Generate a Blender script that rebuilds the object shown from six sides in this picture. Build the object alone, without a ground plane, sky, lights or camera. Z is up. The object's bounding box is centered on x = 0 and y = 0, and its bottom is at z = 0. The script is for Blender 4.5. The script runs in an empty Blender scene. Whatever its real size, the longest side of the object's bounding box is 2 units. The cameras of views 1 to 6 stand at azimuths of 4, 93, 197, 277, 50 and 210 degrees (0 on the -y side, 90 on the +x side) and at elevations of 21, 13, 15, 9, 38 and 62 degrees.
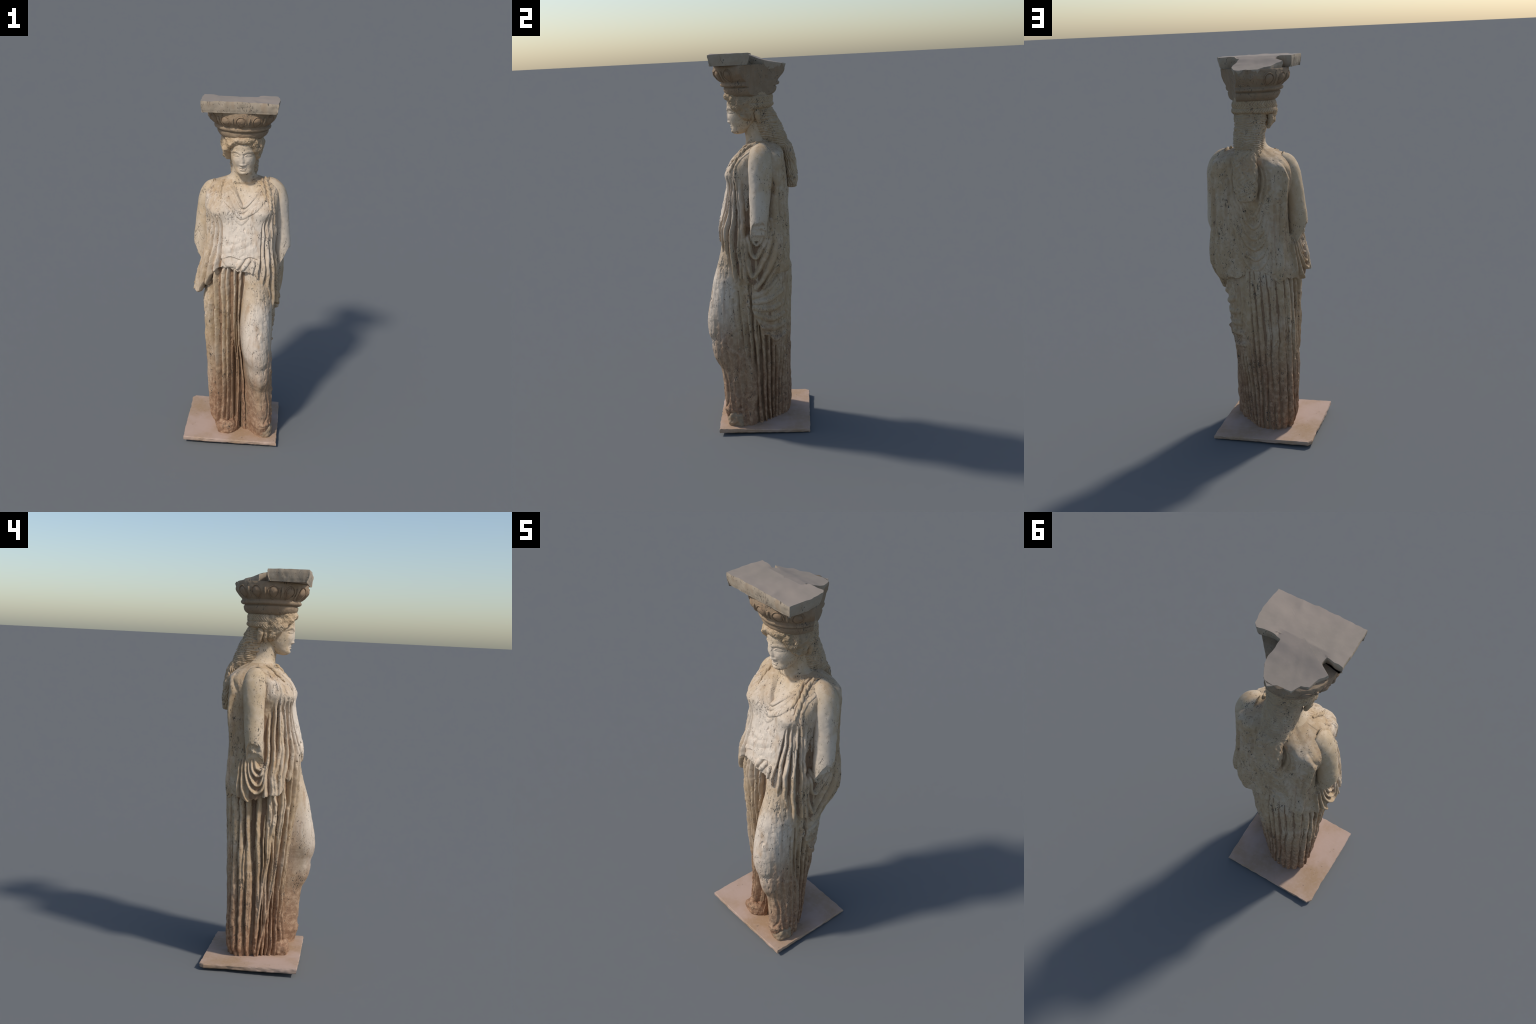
import bpy, bmesh, math
import numpy as np
from mathutils import Vector, noise as mnoise

# ------------------------------------------------------------------ helpers
AX, AY = 0.01, 0.0            # vertical axis the draped body is turned around
RS = 0.2                      # radius that turns an angle into a fold coordinate
rng = np.random.RandomState(7)


def smooth(a, b, x):
    t = np.clip((x - a) / (b - a), 0.0, 1.0)
    return t * t * (3 - 2 * t)


def key(z, pts):
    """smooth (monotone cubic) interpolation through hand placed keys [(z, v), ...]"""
    p = np.array(sorted(pts), float)
    x, y = p[:, 0], p[:, 1]
    h = np.diff(x)
    d = np.diff(y) / h
    m = np.zeros_like(y)
    m[0], m[-1] = d[0], d[-1]
    for i in range(1, len(y) - 1):
        if d[i - 1] * d[i] > 0:
            w1, w2 = 2 * h[i] + h[i - 1], h[i] + 2 * h[i - 1]
            m[i] = (w1 + w2) / (w1 / d[i - 1] + w2 / d[i])
    zz = np.clip(z, x[0], x[-1])
    k = np.clip(np.searchsorted(x, zz, side='right') - 1, 0, len(h) - 1)
    t = (zz - x[k]) / h[k]
    return ((1 + 2 * t) * (1 - t) ** 2 * y[k] + t * (1 - t) ** 2 * h[k] * m[k]
            + t * t * (3 - 2 * t) * y[k + 1] + t * t * (t - 1) * h[k] * m[k + 1])


def hash3(i, j, k):
    n = (i * 374761393 + j * 668265263 + k * 2147483647 + 1013904223) & 0xFFFFFFFF
    n = ((n ^ (n >> 13)) * 1274126177) & 0xFFFFFFFF
    return ((n ^ (n >> 16)) & 0xFFFF) / 65535.0 * 2 - 1


def vnoise(x, y, z):
    xi, yi, zi = np.floor(x).astype(np.int64), np.floor(y).astype(np.int64), np.floor(z).astype(np.int64)
    fx, fy, fz = x - xi, y - yi, z - zi
    u, v, w = [f * f * f * (f * (f * 6 - 15) + 10) for f in (fx, fy, fz)]
    out = 0
    for a in (0, 1):
        for b in (0, 1):
            for c in (0, 1):
                wt = (u if a else 1 - u) * (v if b else 1 - v) * (w if c else 1 - w)
                out = out + wt * hash3(xi + a, yi + b, zi + c)
    return out


def fbm(x, y, z, sc, oct=3):
    o, a = 0, 1.0
    for i in range(oct):
        o = o + a * vnoise(x * sc + 17 * i, y * sc + 5 * i, z * sc - 9 * i)
        sc *= 2.05
        a *= 0.5
    return o


def ang(x, y):
    return math.degrees(math.atan2(x - AX, -(y - AY)))


def angb(x, y):
    a = ang(x, y)
    return a if a >= 0 else a + 360.0


def strokes(S, Z, lst):
    """relief made of rounded strokes. each: (path [(s, z)...], width or [widths], height, power)
    s in metres around the body (angle * RS). Heights join by maximum."""
    H = np.zeros_like(S)
    for path, w, h, p in lst:
        n = len(path)
        ws = list(w) if hasattr(w, '__len__') else [w] * n
        hs = list(h) if hasattr(h, '__len__') else [h] * n
        per = 2 * math.pi * RS
        s0, s1 = min(q[0] for q in path), max(q[0] for q in path)
        for sh in (-per, 0, per):
            mw = max(ws)
            if s1 + sh < S.min() - mw or s0 + sh > S.max() + mw:
                continue
            for i in range(n - 1):
                ax, az = path[i][0] + sh, path[i][1]
                bx, bz = path[i + 1][0] + sh, path[i + 1][1]
                m = ((S > min(ax, bx) - mw) & (S < max(ax, bx) + mw)
                     & (Z > min(az, bz) - mw) & (Z < max(az, bz) + mw))
                if not m.any():
                    continue
                sx, sz = S[m], Z[m]
                dx, dz = bx - ax, bz - az
                L2 = dx * dx + dz * dz + 1e-12
                t = np.clip(((sx - ax) * dx + (sz - az) * dz) / L2, 0, 1)
                d = np.hypot(sx - ax - t * dx, sz - az - t * dz)
                ww = ws[i] + (ws[i + 1] - ws[i]) * t
                hh = hs[i] + (hs[i + 1] - hs[i]) * t
                q = np.clip(1 - (d / ww) ** 2, 0, 1) ** p * hh
                H[m] = np.maximum(H[m], q)
    return H


def bez(pts, n=24):
    """catmull-rom through control points"""
    P = [np.array(p, float) for p in pts]
    P = [2 * P[0] - P[1]] + P + [2 * P[-1] - P[-2]]
    out = []
    seg = max(2, n // (len(P) - 3))
    for i in range(1, len(P) - 2):
        for k in range(seg):
            t = k / seg
            a, b, c, d = P[i - 1:i + 3]
            out.append(0.5 * (2 * b + (c - a) * t + (2 * a - 5 * b + 4 * c - d) * t * t + (3 * b - a - 3 * c + d) * t ** 3))
    out.append(P[-2])
    return out


def blur(H, it=1):
    for _ in range(it):
        H = 0.5 * H + 0.25 * (np.roll(H, 1, 1) + np.roll(H, -1, 1))
        H[1:-1] = 0.5 * H[1:-1] + 0.25 * (H[2:] + H[:-2])
    return H


def quads(rows, cols, wrap=True):
    i = np.arange(rows - 1)[:, None]
    j = np.arange(cols if wrap else cols - 1)[None, :]
    j2 = (j + 1) % cols
    a, b, c, d = i * cols + j, i * cols + j2, (i + 1) * cols + j2, (i + 1) * cols + j
    a, b, c, d = np.broadcast_arrays(a, b, c, d)
    return np.stack([a, b, c, d], -1).reshape(-1, 4)


COL = bpy.context.scene.collection


def raw_mesh(name, V, F):
    me = bpy.data.meshes.new(name)
    V = np.asarray(V, np.float32).reshape(-1, 3)
    tri = isinstance(F, list)
    if tri:
        me.from_pydata([tuple(map(float, v)) for v in V], [], F)
    else:
        n = len(F)
        me.vertices.add(len(V))
        me.vertices.foreach_set('co', V.ravel())
        me.loops.add(n * 4)
        me.loops.foreach_set('vertex_index', np.asarray(F, np.int32).ravel())
        me.polygons.add(n)
        me.polygons.foreach_set('loop_start', np.arange(0, n * 4, 4, dtype=np.int32))
        me.polygons.foreach_set('loop_total', np.full(n, 4, np.int32))
        me.update(calc_edges=True)
    me.validate()
    return me


def add(name, me, mat, parent, shade=True):
    ob = bpy.data.objects.new(name, me)
    COL.objects.link(ob)
    ob.parent = parent
    if mat:
        me.materials.clear()
        me.materials.append(mat)
    me.polygons.foreach_set('use_smooth', [shade] * len(me.polygons))
    return ob


def grid_obj(name, V, mat, parent, wrap=True, cap=(False, False)):
    r, c = V.shape[:2]
    F = quads(r, c, wrap)
    me = raw_mesh(name, V, F)
    if any(cap):
        bm = bmesh.new()
        bm.from_mesh(me)
        bm.verts.ensure_lookup_table()
        if cap[0]:
            bm.faces.new([bm.verts[k] for k in range(c)][::-1])
        if cap[1]:
            bm.faces.new([bm.verts[(r - 1) * c + k] for k in range(c)])
        bmesh.ops.recalc_face_normals(bm, faces=bm.faces)
        bm.to_mesh(me)
        bm.free()
    return add(name, me, mat, parent)


def superr(th, xl, xr, yf, yb, n):
    """radius of a four-quadrant superellipse; th=0 looks at -y, +90 at +x"""
    s, c = np.sin(th), np.cos(th)
    a = np.where(s < 0, xl, xr)
    b = np.where(c > 0, yf, yb)
    return (np.abs(s / a) ** n + np.abs(c / b) ** n) ** (-1.0 / n)


# ------------------------------------------------------------------ materials
class NT:
    def __init__(self, name):
        self.m = bpy.data.materials.new(name)
        self.m.use_nodes = True
        self.t = self.m.node_tree
        self.b = self.t.nodes['Principled BSDF']
        self.co = self.n('ShaderNodeTexCoord').outputs['Object']

    def n(self, typ, **kw):
        nd = self.t.nodes.new(typ)
        for k, v in kw.items():
            setattr(nd, k, v)
        return nd

    def put(self, sock, v):
        if isinstance(v, bpy.types.NodeSocket):
            self.t.links.new(v, sock)
        else:
            sock.default_value = v

    def mapped(self, scale, loc=(0, 0, 0), rot=(0, 0, 0)):
        m = self.n('ShaderNodeMapping')
        self.put(m.inputs['Vector'], self.co)
        m.inputs['Scale'].default_value = scale
        m.inputs['Location'].default_value = loc
        m.inputs['Rotation'].default_value = rot
        return m.outputs[0]

    def noise(self, vec, scale, detail=3, rough=0.55, dist=0.0):
        x = self.n('ShaderNodeTexNoise')
        self.put(x.inputs['Vector'], vec)
        x.inputs['Scale'].default_value = scale
        x.inputs['Detail'].default_value = detail
        x.inputs['Roughness'].default_value = rough
        x.inputs['Distortion'].default_value = dist
        return x.outputs['Fac']

    def ramp(self, v, a, b, lo=0.0, hi=1.0):
        x = self.n('ShaderNodeMapRange', interpolation_type='SMOOTHSTEP')
        self.put(x.inputs['Value'], v)
        for i, q in zip((1, 2, 3, 4), (a, b, lo, hi)):
            x.inputs[i].default_value = q
        return x.outputs[0]

    def math(self, op, a, b=0.0, c=0.0):
        x = self.n('ShaderNodeMath', operation=op)
        for i, q in enumerate((a, b, c)):
            self.put(x.inputs[i], q)
        return x.outputs[0]

    def mix(self, f, a, b, mode='MIX'):
        x = self.n('ShaderNodeMix', data_type='RGBA', blend_type=mode)
        self.put(x.inputs['Factor'], f)
        self.put(x.inputs[6], a if not isinstance(a, tuple) else (*a, 1))
        self.put(x.inputs[7], b if not isinstance(b, tuple) else (*b, 1))
        return x.outputs[2]

    def z(self):
        s = self.n('ShaderNodeSeparateXYZ')
        self.put(s.inputs[0], self.co)
        return s.outputs

    def finish(self, col, bump=None, rough=0.85, strength=0.3, dist=0.002):
        self.put(self.b.inputs['Base Color'], col)
        self.b.inputs['Roughness'].default_value = rough
        self.b.inputs['Specular IOR Level'].default_value = 0.25
        if bump is not None:
            bp = self.n('ShaderNodeBump')
            bp.inputs['Strength'].default_value = strength
            bp.inputs['Distance'].default_value = dist
            self.put(bp.inputs['Height'], bump)
            self.put(self.b.inputs['Normal'], bp.outputs[0])
        return self.m


CREAM = (0.635, 0.54, 0.44)
TAN = (0.44, 0.315, 0.19)
BROWN = (0.33, 0.21, 0.125)
PIT = (0.055, 0.05, 0.045)
# rounded zones where the stone colour turns pale cream: centre, radii
PALE_ZONES = [((.02, -.15, 1.29), (.24, .16, .36), 1.0), ((.13, -.22, .74), (.12, .14, .33), .95), ((.25, 0, 1.28), (.09, .10, .28), .8), ((.03, -.10, 1.665), (.07, .08, .085), .7),
          ((-.2, -.04, 1.44), (.07, .06, .09), .7)]


def marble(name, cream=CREAM, tan=TAN, brown=BROWN, pale_amt=1.0, brown_amt=0.35, low=0.0, pits=1.0, streak=True):
    m = NT(name)
    cloud = m.noise(m.mapped((1, 1, 0.55)), 6.5, 4, 0.6)
    fine = m.noise(m.co, 38, 4, 0.65)
    pale = m.ramp(cloud, 0.45, 0.68, 0, 0.38)
    for c, r, amt in (PALE_ZONES if pale_amt > 0 else []):
        mp = m.n('ShaderNodeMapping', vector_type='TEXTURE')
        m.put(mp.inputs['Vector'], m.co)
        mp.inputs['Location'].default_value = c
        mp.inputs['Scale'].default_value = r
        ln = m.n('ShaderNodeVectorMath', operation='LENGTH')
        m.put(ln.inputs[0], mp.outputs[0])
        d = m.math('ADD', ln.outputs['Value'], m.math('MULTIPLY', m.math('SUBTRACT', cloud, 0.5), 1.9))
        pale = m.math('MAXIMUM', pale, m.ramp(d, 0.30, 1.25, pale_amt * amt, 0))
    col = m.mix(pale, tan, cream)
    warm = m.noise(m.mapped((1, 1, 0.5), (8, 1, 3)), 11, 3, 0.6)
    col = m.mix(m.ramp(warm, 0.54, 0.72, 0, 0.5), col, (tan[0] * .98, tan[1] * .86, tan[2] * .74))
    col = m.mix(m.ramp(fine, 0.42, 0.72, 0, 0.22), col, tuple(min(.85, q * 1.16) for q in cream))
    if streak:
        st = m.noise(m.mapped((1, 1, 0.07), (3, 1, 0)), 42, 3, 0.6)
        col = m.mix(m.ramp(st, 0.52, 0.70, 0, brown_amt), col, brown)
    if low > 0:
        # rust brown water stain that has crept up the foot of the drapery
        xyz = m.z()
        edge = m.noise(m.mapped((1, 1, 0.35), (5, 2, 1)), 9, 4, 0.6)
        lev = m.math('ADD', xyz[2], m.math('MULTIPLY', m.math('SUBTRACT', edge, 0.5), 0.9))
        stain = m.ramp(lev, 0.10, 0.78, low, 0.0)
        tint = m.mix(m.ramp(fine, 0.4, 0.65), (0.25, 0.135, 0.078), (0.41, 0.255, 0.155))
        col = m.mix(stain, col, tint)
    # dark broken chips, short and mostly upright, in swarms
    p1 = m.noise(m.mapped((1, 1, 0.45), (1, 7, 2), (0.25, 0.35, 0)), 108, 3, 0.6, 1.8)
    sw = m.noise(m.mapped((1, 1, 0.6), (9, 3, 4)), 15, 4, 0.65)
    thr = m.math('ADD', p1, m.math('MULTIPLY', m.math('SUBTRACT', sw, 0.5), 0.5))
    pit = m.ramp(thr, 0.628 + 0.05 * (1 - pits), 0.668 + 0.05 * (1 - pits), 0, 0.92)
    col = m.mix(pit, col, PIT)
    g = m.noise(m.co, 160, 4, 0.7)
    h = m.math('SUBTRACT', m.math('ADD', m.math('MULTIPLY', fine, 0.8), m.math('MULTIPLY', g, 0.5)), m.math('MULTIPLY', pit, 0.9))
    return m.finish(col, h, 0.8, 0.45, 0.0025)


M_DRAPE = marble('weathered_marble_drapery', brown_amt=0.4)
M_SKIRT = marble('stained_marble_skirt', brown_amt=0.45, low=0.95)
M_GROOVE = marble('brown_groove_dirt', cream=(0.35, 0.235, 0.15), tan=(0.26, 0.165, 0.10), pale_amt=0.0, brown_amt=0.3, pits=0.9)
M_SKIN = marble('smooth_marble_skin', tan=(0.50, 0.375, 0.24), streak=False, pits=0.95)
M_HAIR = marble('marble_hair', cream=(0.56, 0.45, 0.33), tan=(0.42, 0.30, 0.18), brown_amt=0.3, pits=0.9)
M_CAP = marble('capital_marble', cream=(0.46, 0.39, 0.31), tan=(0.37, 0.295, 0.215), pale_amt=0.0, brown_amt=0.25, pits=0.5)
M_BELL = marble('brown_bell_marble', cream=(0.38, 0.285, 0.19), tan=(0.27, 0.19, 0.12), pale_amt=0.0, brown_amt=0.5, pits=0.8)
M_EGG = marble('egg_moulding_marble', cream=(0.36, 0.26, 0.17), tan=(0.25, 0.17, 0.105), pale_amt=0.0, brown_amt=0.4, pits=0.6)
M_BREAK = marble('broken_stone', cream=(0.37, 0.30, 0.22), tan=(0.28, 0.215, 0.145), pale_amt=0.0, brown_amt=0.3, pits=0.4, streak=False)


def plain_stone(name, a, b, c, pits=0.4, sc=6):
    m = NT(name)
    n1 = m.noise(m.co, sc, 4, 0.55)
    col = m.mix(m.ramp(n1, 0.36, 0.70), a, b)
    n2 = m.noise(m.co, 70, 4, 0.7)
    col = m.mix(m.ramp(n2, 0.45, 0.75, 0, 0.35), col, c)
    p = m.noise(m.mapped((1, 1, 1), (4, 2, 1)), 75, 2, 0.5, 0.8)
    s = m.noise(m.co, 9, 2)
    pit = m.ramp(m.math('ADD', p, m.math('MULTIPLY', m.math('SUBTRACT', s, 0.5), 0.35)), 0.71, 0.76, 0, pits)
    col = m.mix(pit, col, (0.12, 0.09, 0.07))
    return m.finish(col, m.math('SUBTRACT', n2, pit), 0.85, 0.25, 0.002)


M_TOP = plain_stone('sawn_top_stone', (0.30, 0.245, 0.20), (0.275, 0.23, 0.185), (0.32, 0.265, 0.215), 0.0, 4)
M_BASE = plain_stone('rosy_plinth_stone', (0.47, 0.335, 0.265), (0.37, 0.24, 0.14), (0.50, 0.365, 0.29), 0.7, 4)

# ------------------------------------------------------------------ the thing
root = bpy.data.objects.new('caryatid_statue', None)
COL.objects.link(root)
root['label'] = 'weathered marble caryatid, draped woman carrying a broken capital'
root['category'] = 'statue'

# ------------------------------------------------------------------ slabs (plinth, abacus)


def slab(name, outline, ztop, zbot, inset, mat, mat_top, parent, step=0.01, rough=0.002, bevel=0.004, seed=0):
    """prism over an outline: densified edge, worn rim, rings of top faces"""
    pts = []
    n = len(outline)
    for i in range(n):
        a, b = np.array(outline[i]), np.array(outline[(i + 1) % n])
        k = max(1, int(np.hypot(*(b - a)) / step))
        for j in range(k):
            pts.append(a + (b - a) * j / k)
    P = np.array(pts)
    c = P.mean(0)
    nx = np.roll(P, -1, 0) - np.roll(P, 1, 0)
    nrm = np.stack([nx[:, 1], -nx[:, 0]], 1)
    nrm /= np.linalg.norm(nrm, axis=1)[:, None] + 1e-9
    area = 0.5 * np.sum(P[:, 0] * np.roll(P[:, 1], -1) - P[:, 1] * np.roll(P[:, 0], -1))
    if area < 0:
        nrm = -nrm
    rows = []
    m = len(P)

    nz = 7
    # underside centre, bottom rim, wall, top rim, rings
    def lay(off, f, jit):
        j = jit * fbm(P[:, 0], P[:, 1], np.full(m, f * 0.05 + seed), 45, 3)
        Q = P + nrm * (off + j)[:, None]
        zt, zb = ztop(Q[:, 0], Q[:, 1]), zbot(Q[:, 0], Q[:, 1])
        rows.append(np.column_stack([Q, zb + (zt - zb) * f]))
    lay(-inset - bevel, 0.0, rough)
    for i in range(nz):
        f = i / (nz - 1)
        o = -inset * (1 - f) - bevel * (1 - math.sqrt(max(0, 1 - (2 * f - 1) ** 8)))
        lay(o, f * 0.96 + 0.02, rough)
    lay(-bevel, 1.0, rough)
    top0 = rows[-1]
    V = [r for r in rows]
    for f in np.linspace(0.97, 0.1, 14):
        Q = c + (top0[:, :2] - c) * f
        V.append(np.column_stack([Q, ztop(Q[:, 0], Q[:, 1])]))
    V = np.array(V)
    if area < 0:
        V = V[:, ::-1]
    R, C = V.shape[:2]
    F = quads(R, C)
    VV = np.vstack([V.reshape(-1, 3), [[c[0], c[1], float(ztop(c[0], c[1]))], [c[0], c[1], float(zbot(c[0], c[1]))]]])
    faces = [list(map(int, f)) for f in F]
    faces += [[(R - 1) * C + j, (R - 1) * C + (j + 1) % C, R * C] for j in range(C)]
    faces += [[(j + 1) % C, j, R * C + 1] for j in range(C)]
    me = raw_mesh(name, VV, faces)
    ob = add(name, me, mat, parent)
    if mat_top:
        me.materials.append(mat_top)
        for p in me.polygons:
            if p.normal.z > 0.6 and p.center.z > zbot(p.center.x, p.center.y) + 0.01:
                p.material_index = 1
    me.set_sharp_from_angle(angle=math.radians(38))
    return ob


def ptop(x, y):
    return 0.0315 - 0.012 * x / 0.26 * 0.5 - 0.012 * y / 0.26 * 0.7 + 0.002


def pbot(x, y):
    return ptop(x, y) - 0.021 - 0.004 * (np.asarray(y) > 0.1) * 0


# underside follows the tilt but reaches z = 0 at the lowest corner
_lo = min(pbot(0.255, 0.26), pbot(-0.285, 0.256))
plinth = slab('plinth', [(-0.280, -0.233), (-0.08, -0.233), (0.261, -0.226), (0.258, 0.05), (0.254, 0.261), (-0.02, 0.26),
                         (-0.270, 0.261), (-0.289, 0.236), (-0.282, 0.12), (-0.286, 0.0)],
              ptop, lambda x, y: (pbot(x, y) - _lo) * 0.75, 0.003, M_BASE, None, root, 0.006, 0.0022, 0.003, 3)

# ------------------------------------------------------------------ skirt
NTH = 860
# columns are packed closer across the front, where the leg stands off the folds
_t = np.linspace(-math.pi, math.pi, 4001)
_d = np.cumsum(1 + 2.2 * np.exp(-((np.degrees(_t) - 18) / 16) ** 2))
_d = (_d - _d[0]) / (_d[-1] - _d[0])
TH1 = np.interp(np.linspace(0, 1, NTH, endpoint=False), _d, _t)


def leg_radius(TH, Z):
    lx = key(Z, [(1.15, .10), (.95, .112), (.71, .118), (.6, .126), (.52, .14), (.4, .152), (.34, .156), (.2, .163), (.1, .168), (.02, .172)])
    R = key(Z, [(1.15, .085), (.95, .098), (.71, .096), (.6, .089), (.52, .079), (.4, .072), (.34, .068), (.2, .065), (.1, .061), (.02, .055)])
    yf = key(Z, [(1.15, -.15), (1.03, -.166), (.95, -.182), (.89, -.20), (.83, -.22), (.71, -.247), (.63, -.262), (.585, -.266), (.55, -.262),
                 (.51, -.25), (.42, -.237), (.385, -.222), (.345, -.204), (.25, -.195), (.17, -.192), (.11, -.197), (.085, -.19), (.05, -.181), (.02, -.178)])
    rx, ry = R * 0.93, R * 1.4
    cx, cy = (lx - AX) / rx, (yf + ry - AY) / ry
    dx, dy = np.sin(TH) / rx, -np.cos(TH) / ry
    L = np.hypot(dx, dy)
    dx, dy = dx / L, dy / L
    b = cx * dx + cy * dy
    disc = 1 - (cx * dy - cy * dx) ** 2
    return np.where(disc > 0, (b + np.sqrt(np.maximum(disc, 0))) / L, 0.0)


def smax(a, b, k):
    h = np.clip(0.5 + 0.5 * (a - b) / k, 0, 1)
    return b + (a - b) * h + k * h * (1 - h)


_TF = np.linspace(-math.pi / 2, math.pi / 2, 361)
_FRONT = {}


def fr(x, z, y=None):
    """fold coordinate of the front point that shows at (x, z) on the garment being shaped"""
    zz = np.full_like(_TF, z)
    if _FRONT['on'] == 'skirt':
        px = np.maximum.accumulate(AX + plan_radius(_TF, zz) * np.sin(_TF))
    elif _FRONT['on'] == 'leg':
        r = leg_radius(_TF, zz)
        m = r > 0
        px = AX + r[m] * np.sin(_TF[m])
        o = np.argsort(px)
        return (float(np.interp(x, px[o], _TF[m][o])) * RS, z)
    else:
        k = {q: key(zz, v) for q, v in TC.items()}
        px = k['cx'] + superr(_TF, k['cx'] - k['xl'], k['xr'] - k['cx'], k['cy'] - k['yf'], k['yb'] - k['cy'], 2.45) * np.sin(_TF)
    return (float(np.interp(x, px, _TF)) * RS, z)


def sr(deg, z):
    return (math.radians(deg) * RS, z)


# plan of the skirt at a few heights (x, y), walked round from the front over +x
PLAN = {
    .02: [(-.03, -.155), (.02, -.128), (.06, -.105), (.12, -.12), (.19, -.10), (.20, -.05), (.19, .0), (.15, .042), (.1, .09), (.03, .145), (-.037, .16), (-.09, .152), (-.145, .1), (-.14, .05), (-.134, 0), (-.115, -.055), (-.08, -.13)],
    .10: [(-.03, -.15), (.02, -.12), (.06, -.10), (.12, -.12), (.195, -.1), (.205, -.05), (.19, .01), (.155, .055), (.105, .1), (.03, .152), (-.04, .168), (-.1, .165), (-.165, .12), (-.168, .06), (-.16, 0), (-.135, -.06), (-.085, -.13)],
    .25: [(-.03, -.130), (.02, -.115), (.06, -.1), (.12, -.12), (.195, -.09), (.203, -.04), (.188, .02), (.155, .07), (.11, .108), (.03, .155), (-.04, .168), (-.1, .172), (-.165, .145), (-.184, .08), (-.176, .01), (-.15, -.055), (-.09, -.112)],
    .42: [(-.03, -.134), (.02, -.12), (.06, -.11), (.12, -.12), (.2, -.09), (.205, -.03), (.19, .04), (.16, .09), (.115, .13), (.03, .168), (-.04, .178), (-.1, .178), (-.165, .152), (-.19, .09), (-.186, .02), (-.165, -.05), (-.1, -.115)],
    .60: [(-.03, -.150), (.02, -.144), (.06, -.14), (.12, -.13), (.2, -.1), (.21, -.03), (.2, .04), (.173, .098), (.124, .145), (.03, .184), (-.04, .19), (-.1, .187), (-.165, .16), (-.198, .095), (-.198, .02), (-.178, -.06), (-.11, -.13)],
    .85: [(-.03, -.170), (.02, -.170), (.06, -.167), (.12, -.15), (.2, -.115), (.228, -.03), (.225, .05), (.186, .117), (.128, .166), (.03, .197), (-.04, .201), (-.1, .196), (-.165, .17), (-.2, .1), (-.206, .02), (-.192, -.07), (-.12, -.147)],
    1.0: [(-.03, -.176), (.02, -.176), (.06, -.172), (.12, -.15), (.18, -.115), (.205, -.03), (.2, .05), (.17, .115), (.11, .155), (.03, .17), (-.04, .17), (-.1, .16), (-.155, .125), (-.18, .06), (-.18, 0), (-.168, -.08), (-.115, -.155)],
    1.14: [(-.03, -.165), (.02, -.165), (.06, -.16), (.12, -.14), (.17, -.1), (.19, -.03), (.185, .05), (.15, .1), (.1, .14), (.03, .155), (-.04, .155), (-.1, .145), (-.14, .11), (-.165, .06), (-.165, 0), (-.15, -.07), (-.1, -.14)]}


def plan_radius(TH, Z):
    """round off each plan into r(angle), then blend between the plans by height"""
    lev = sorted(PLAN)
    grid = np.linspace(-math.pi, math.pi, 361)
    tab = []
    for l in lev:
        P = np.array(PLAN[l])
        t = np.arctan2(P[:, 0] - AX, -(P[:, 1] - AY))
        r = np.hypot(P[:, 0] - AX, P[:, 1] - AY)
        o = np.argsort(t)
        t, r = t[o], r[o]
        t = np.concatenate([t - 2 * math.pi, t, t + 2 * math.pi])
        r = np.concatenate([r, r, r])
        tab.append(key(grid, list(zip(t, r))))
    tab = np.array(tab)
    gi = np.clip((TH + math.pi) / (2 * math.pi) * 360, 0, 359.999)
    g0 = gi.astype(int)
    gf = gi - g0
    cols = [c[g0] * (1 - gf) + c[np.minimum(g0 + 1, 360)] * gf for c in tab]
    out = cols[0]
    for i in range(len(lev) - 1):
        t = smooth(0, 1, (Z - lev[i]) / (lev[i + 1] - lev[i])) * .5 + .5 * np.clip((Z - lev[i]) / (lev[i + 1] - lev[i]), 0, 1)
        out = np.where(Z > lev[i], cols[i] + (cols[i + 1] - cols[i]) * t, out)
    return out


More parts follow.
